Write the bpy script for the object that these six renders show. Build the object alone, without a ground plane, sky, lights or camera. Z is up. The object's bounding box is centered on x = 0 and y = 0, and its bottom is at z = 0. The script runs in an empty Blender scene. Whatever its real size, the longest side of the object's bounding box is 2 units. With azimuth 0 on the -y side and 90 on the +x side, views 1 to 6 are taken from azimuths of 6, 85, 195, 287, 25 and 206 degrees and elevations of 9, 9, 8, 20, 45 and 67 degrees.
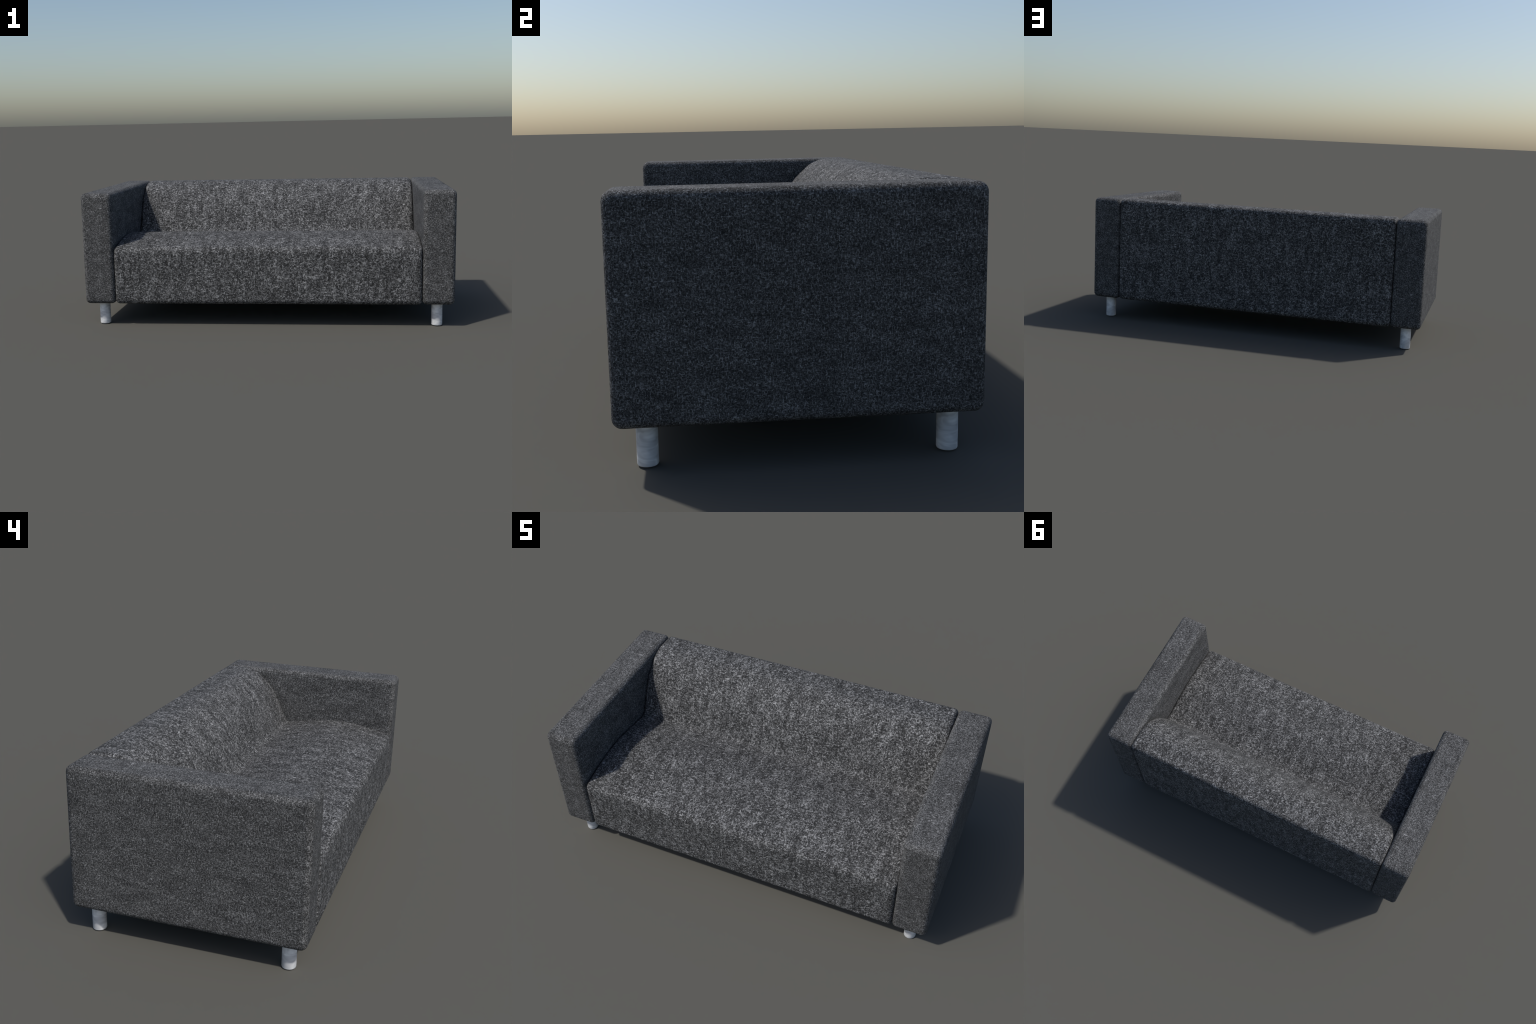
import bpy, math
from mathutils import Vector

# ------------------------------------------------------------------ sizes (metres)
ARM_IN, ARM_OUT = 0.831, 1.000          # arm slab in x
ARM_HALF_DEPTH  = 0.488
Z_BOTTOM, Z_TOP = 0.124, 0.733
ARM_ROUND       = 0.025
BODY_HALF_WIDTH = 0.8300
BODY_ROUND      = 0.022
LEG_X, LEG_R = 0.914, 0.0292
LEG_FRONT, LEG_REAR = -0.404, 0.409

# ------------------------------------------------------------------ profile helpers (y, z)
def fillet(points, steps=10):
    """points: (y, z, radius) corners of a closed polygon -> smooth closed outline."""
    out = []
    n = len(points)
    for i in range(n):
        p = Vector(points[i][:2]); r = points[i][2]
        a = Vector(points[i - 1][:2]) - p
        b = Vector(points[(i + 1) % n][:2]) - p
        la, lb = a.length, b.length
        a.normalize(); b.normalize()
        ang = a.angle(b)
        if r <= 0 or ang > math.pi - 1e-3:
            out.append(p); continue
        t = min(r / math.tan(ang / 2), 0.49 * la, 0.49 * lb)
        rr = t * math.tan(ang / 2)
        c = p + (a + b).normalized() * (rr / math.sin(ang / 2))
        s = p + a * t - c
        e = p + b * t - c
        sweep = s.angle_signed(e)           # clockwise positive in mathutils
        for k in range(steps + 1):
            th = -sweep * k / steps
            out.append(c + Vector((s.x * math.cos(th) - s.y * math.sin(th),
                                   s.x * math.sin(th) + s.y * math.cos(th))))
    clean = []
    for p in out:
        if not clean or (p - clean[-1]).length > 1e-4:
            clean.append(p)
    if (clean[0] - clean[-1]).length < 1e-4:
        clean.pop()
    return clean

def subdivide(points, longest):
    out = []
    n = len(points)
    for i in range(n):
        a, b = points[i], points[(i + 1) % n]
        k = max(1, math.ceil((b - a).length / longest))
        out += [a.lerp(b, j / k) for j in range(k)]
    return out

def outward_normals(pts):
    """pts run counter-clockwise in the (y, z) plane."""
    n = len(pts); res = []
    for i in range(n):
        d1 = (pts[i] - pts[i - 1]); d2 = (pts[(i + 1) % n] - pts[i])
        # weight the longer neighbour less than its length so flats stay flat
        d = d1.normalized() + d2.normalized()
        d.normalize()
        res.append(Vector((d.y, -d.x)))
    return res

def rounded_slab(pts, x0, x1, r, steps=8, x_step=0.08):
    """Extrude a closed outline along x and roll its two end edges with radius r.
    Returns verts, quad rings, normals."""
    nrm = outward_normals(pts)
    rings = []
    for k in range(steps + 1):                       # near end (x0)
        t = math.pi / 2 * (1 - k / steps)
        rings.append((x0 + r - r * math.sin(t), r * (1 - math.cos(t)), -math.sin(t), math.cos(t)))
    m = max(1, round((x1 - x0 - 2 * r) / x_step))
    for k in range(1, m):
        rings.append((x0 + r + (x1 - x0 - 2 * r) * k / m, 0, 0, 1))
    for k in range(steps + 1):
        t = math.pi / 2 * k / steps
        rings.append((x1 - r + r * math.sin(t), r * (1 - math.cos(t)), math.sin(t), math.cos(t)))
    verts, norms = [], []
    for x, inset, nx, nc in rings:
        for p, q in zip(pts, nrm):
            verts.append((x, p.x - q.x * inset, p.y - q.y * inset))
            norms.append((nx, q.x * nc, q.y * nc))
    return verts, norms, len(rings)

def make_object(name, verts, norms, faces, mat, parent):
    used = sorted({i for f in faces for i in f})
    remap = {v: i for i, v in enumerate(used)}
    me = bpy.data.meshes.new(name)
    me.from_pydata([verts[i] for i in used], [], [[remap[i] for i in f] for f in faces])
    me.polygons.foreach_set("use_smooth", [True] * len(me.polygons))
    me.update()
    if norms:
        me.normals_split_custom_set_from_vertices([norms[i] for i in used])
    me.materials.append(mat)
    ob = bpy.data.objects.new(name, me)
    bpy.context.scene.collection.objects.link(ob)
    ob.parent = parent
    return ob

# ------------------------------------------------------------------ materials
class Nodes:
    def __init__(self, name):
        self.mat = bpy.data.materials.new(name)
        self.mat.use_nodes = True
        self.t = self.mat.node_tree
        self.bsdf = self.t.nodes["Principled BSDF"]
        self.coord = self.add("ShaderNodeTexCoord").outputs["Object"]
    def add(self, kind, **props):
        n = self.t.nodes.new(kind)
        for k, v in props.items():
            setattr(n, k, v)
        return n
    def link(self, a, b):
        self.t.links.new(a, b)
    def noise(self, scale, stretch=(1, 1, 1), detail=2.0, rough=0.5, distortion=0.0, offset=(0, 0, 0)):
        mp = self.add("ShaderNodeMapping")
        mp.inputs["Scale"].default_value = stretch
        mp.inputs["Location"].default_value = offset
        self.link(self.coord, mp.inputs["Vector"])
        n = self.add("ShaderNodeTexNoise")
        n.inputs["Scale"].default_value = scale
        n.inputs["Detail"].default_value = detail
        n.inputs["Roughness"].default_value = rough
        n.inputs["Distortion"].default_value = distortion
        self.link(mp.outputs["Vector"], n.inputs["Vector"])
        return n.outputs["Fac"]
    def math(self, op, a, b=None, clamp=False):
        n = self.add("ShaderNodeMath", operation=op, use_clamp=clamp)
        for i, v in enumerate((a, b)):
            if v is None: continue
            if isinstance(v, (int, float)):
                n.inputs[i].default_value = v
            else:
                self.link(v, n.inputs[i])
        return n.outputs[0]
    def remap(self, v, lo, hi, a=0.0, b=1.0):
        n = self.add("ShaderNodeMapRange")
        self.link(v, n.inputs["Value"])
        for k, x in zip(("From Min", "From Max", "To Min", "To Max"), (lo, hi, a, b)):
            n.inputs[k].default_value = x
        return n.outputs["Result"]
    def ramp(self, v, stops):
        n = self.add("ShaderNodeValToRGB")
        el = n.color_ramp.elements
        while len(el) < len(stops):
            el.new(0.5)
        for e, (p, c) in zip(el, stops):
            e.position = p
            e.color = (c[0], c[1], c[2], 1)
        self.link(v, n.inputs["Fac"])
        return n.outputs["Color"]

def felted_wool(name, grain, offset, stretch, mottle_dir, curl_amount, gain, contrast, mottle):
    """Heathered charcoal wool: short curly pale fibres in three thread directions over a
    dark ground, with soft streaks that run along the cloth."""
    m = Nodes(name)
    s = 1.0 / grain
    L = stretch
    tx = m.noise(s, (L, 1, 1), 1.0, 0.5, curl_amount, offset)
    ty = m.noise(s, (1, L, 1), 1.0, 0.5, curl_amount, (offset[0] + 3.1, offset[1], 0))
    tz = m.noise(s, (1, 1, L), 1.0, 0.5, curl_amount, (offset[0], offset[1] + 5.7, 0))
    threads = m.math("MAXIMUM", m.math("MAXIMUM", tx, ty), tz)         # ~0.45..0.8
    fine = m.noise(s * 2.3, (1, 1, 1), 1.0, 0.5, 0.0, (1.0, offset[0], 6.0))
    curl = m.noise(s * 0.45, (1, 1, 1), 1.0, 0.5, 1.4, (7.7, offset[0], 1))
    curl = m.math("SUBTRACT", 1.0, m.math("ABSOLUTE", m.math("SUBTRACT", m.math("MULTIPLY", curl, 2.0), 1.0)))
    mott = m.noise(mottle[0], mottle_dir, 3.0, 0.6, 0.2, (offset[1], 2.0, 4.0))
    v = m.math("SUBTRACT", m.math("MULTIPLY", m.remap(threads, 0.45, 0.76, 0.0, contrast), 1.0), 0.5 * (contrast - 1.0))
    v = m.math("ADD", v, m.math("MULTIPLY", m.math("SUBTRACT", m.remap(curl, 0.55, 1.0), 0.6), 0.26))
    v = m.math("ADD", v, m.math("MULTIPLY", m.math("SUBTRACT", fine, 0.5), 0.22))
    v = m.math("ADD", v, m.math("MULTIPLY", m.math("SUBTRACT", mott, 0.5), mottle[1]))
    fleck = m.noise(s * 0.33, (0.35, 1, 1), 1.0, 0.5, 0.7, (4.4, offset[0], 8.0))
    v = m.math("ADD", v, m.remap(fleck, 0.69, 0.80, 0.0, 0.45), True)
    tint = (0.985 * gain, 0.99 * gain, 1.003 * gain)
    shade = lambda g: tuple(g * t for t in tint)
    col = m.ramp(v, [(0.05, shade(0.019)), (0.36, shade(0.050)), (0.60, shade(0.100)), (1.00, shade(0.270))])
    m.link(col, m.bsdf.inputs["Base Color"])
    m.bsdf.inputs["Roughness"].default_value = 0.9
    m.bsdf.inputs["Specular IOR Level"].default_value = 0.2
    bump = m.add("ShaderNodeBump")
    bump.inputs["Strength"].default_value = 0.6
    bump.inputs["Distance"].default_value = grain * 0.40
    m.link(v, bump.inputs["Height"])
    m.link(bump.outputs["Normal"], m.bsdf.inputs["Normal"])
    return m.mat

def steel_painted_reflections(name):
    """Pale steel tube with soft, uneven chrome reflection bands painted into its colour."""
    m = Nodes(name)
    rings = m.noise(30.0, (0.5, 0.5, 1.0), 2.0, 0.55, 0.9, (0.3, 0.1, 0.31))  # light and dark bands standing in for reflections on chrome
    col = m.ramp(rings, [(0.30, (0.46, 0.47, 0.49)), (0.50, (0.64, 0.65, 0.67)), (0.66, (0.86, 0.87, 0.88))])
    m.link(col, m.bsdf.inputs["Base Color"])
    m.bsdf.inputs["Metallic"].default_value = 0.12
    m.bsdf.inputs["Roughness"].default_value = 0.35
    return m.mat

wool_body = felted_wool("charcoal_wool_coarse", 0.0070, (0.0, 0.0, 0.0), 0.52, (1.0, 0.28, 0.28), 0.8, 1.02, 1.02, (30.0, 0.80))
wool_arm  = felted_wool("charcoal_wool_fine",   0.0040, (11.0, 4.0, 0.0), 0.40, (1.0, 0.35, 1.0), 0.4, 0.96, 0.84, (28.0, 0.56))
steel     = steel_painted_reflections("steel_painted_reflections")


# ------------------------------------------------------------------ the sofa
sofa = bpy.data.objects.new("sofa", None)
bpy.context.scene.collection.objects.link(sofa)
sofa["label"] = "low charcoal wool sofa with slab arms and steel legs"
sofa["category"] = "sofa"

# --- arms: rounded slabs
h, r = ARM_HALF_DEPTH, 0.028
arm_outline = subdivide(fillet([(-h, Z_BOTTOM, r), (h, Z_BOTTOM, r), (h, Z_TOP, r), (-h, Z_TOP, r)], 8), 0.08)
def build_arm(x0, x1):
    v, n, rings = rounded_slab(arm_outline, x0, x1, ARM_ROUND, 8, 0.06)
    k = len(arm_outline)
    faces = [(a * k + i, a * k + (i + 1) % k, (a + 1) * k + (i + 1) % k, (a + 1) * k + i)
             for a in range(rings - 1) for i in range(k)]
    faces.append([i for i in range(k)][::-1])
    faces.append([(rings - 1) * k + i for i in range(k)])
    return v, n, faces
for x0, x1 in ((-ARM_OUT, -ARM_IN), (ARM_IN, ARM_OUT)):
    v, n, f = build_arm(x0, x1)
    make_object("armrest", v, n, f, wool_arm, sofa)

# --- seat and backrest: one upholstered L profile, split at the crease
CREASE_Y = 0.110
FRONT, BACK = -0.487, 0.488
BODY_BOTTOM = Z_BOTTOM - 0.001
outline = [
    (CREASE_Y, BODY_BOTTOM, 0.0),
    (BACK, BODY_BOTTOM, 0.028),
    (BACK, 0.7315, 0.026),
    (0.350, 0.7345, 0.120),
    (0.290, 0.710, 0.100),
    (0.203, 0.632, 0.200),
    (0.150, 0.528, 0.250),
    (CREASE_Y, 0.437, 0.030),        # crease between backrest and seat
    (-0.030, 0.463, 0.25),
    (-0.180, 0.4825, 0.50),
    (-0.330, 0.4665, 0.50),
    (FRONT, 0.434, 0.036),
    (FRONT, BODY_BOTTOM, 0.028),
]
pts = subdivide(fillet(outline, 12), 0.06)
v, n, rings = rounded_slab(pts, -BODY_HALF_WIDTH, BODY_HALF_WIDTH, BODY_ROUND, 8, 0.06)
k = len(pts)
i_bottom = 0
i_crease = min((i for i in range(k) if pts[i].y > 0.3), key=lambda i: (abs(pts[i].x - CREASE_Y)))
def column_faces(lo, hi):
    """side strip of outline columns lo..hi-1 plus the two end caps of that half"""
    cols = range(lo, hi)
    fs = [(a * k + i % k, a * k + (i + 1) % k, (a + 1) * k + (i + 1) % k, (a + 1) * k + i % k)
          for a in range(rings - 1) for i in cols]
    loop = [i % k for i in range(lo, hi + 1)]
    fs.append(loop[::-1])
    fs.append([(rings - 1) * k + i for i in loop])
    return fs
make_object("backrest", v, n, column_faces(i_bottom, i_crease), wool_body, sofa)
make_object("seat",     v, n, column_faces(i_crease, k), wool_body, sofa)

# --- legs: short round tubes
def leg_mesh():
    prof = [(0.0, 0.0), (LEG_R - 0.005, 0.0), (LEG_R - 0.0015, 0.0015), (LEG_R, 0.005),
            (LEG_R, 0.06), (LEG_R, Z_BOTTOM + 0.01), (0.0, Z_BOTTOM + 0.01)]
    seg = 40
    verts, faces, rows = [], [], []
    for rr, z in prof:
        if rr == 0:
            rows.append([len(verts)]); verts.append((0, 0, z))
        else:
            rows.append(list(range(len(verts), len(verts) + seg)))
            verts += [(rr * math.cos(2 * math.pi * i / seg), rr * math.sin(2 * math.pi * i / seg), z) for i in range(seg)]
    for a, b in zip(rows, rows[1:]):
        for i in range(seg):
            j = (i + 1) % seg
            if len(a) == 1:   faces.append((a[0], b[j], b[i]))
            elif len(b) == 1: faces.append((a[i], a[j], b[0]))
            else:             faces.append((a[i], a[j], b[j], b[i]))
    return verts, faces
lv, lf = leg_mesh()
leg = make_object("leg", lv, None, lf, steel, sofa)
leg.data.set_sharp_from_angle(angle=math.radians(50))
first = True
for sx in (-1, 1):
    for y in (LEG_FRONT, LEG_REAR):
        ob = leg if first else leg.copy()
        if not first:
            bpy.context.scene.collection.objects.link(ob)
            ob.parent = sofa
        ob.location = (sx * LEG_X, y, 0)
        first = False
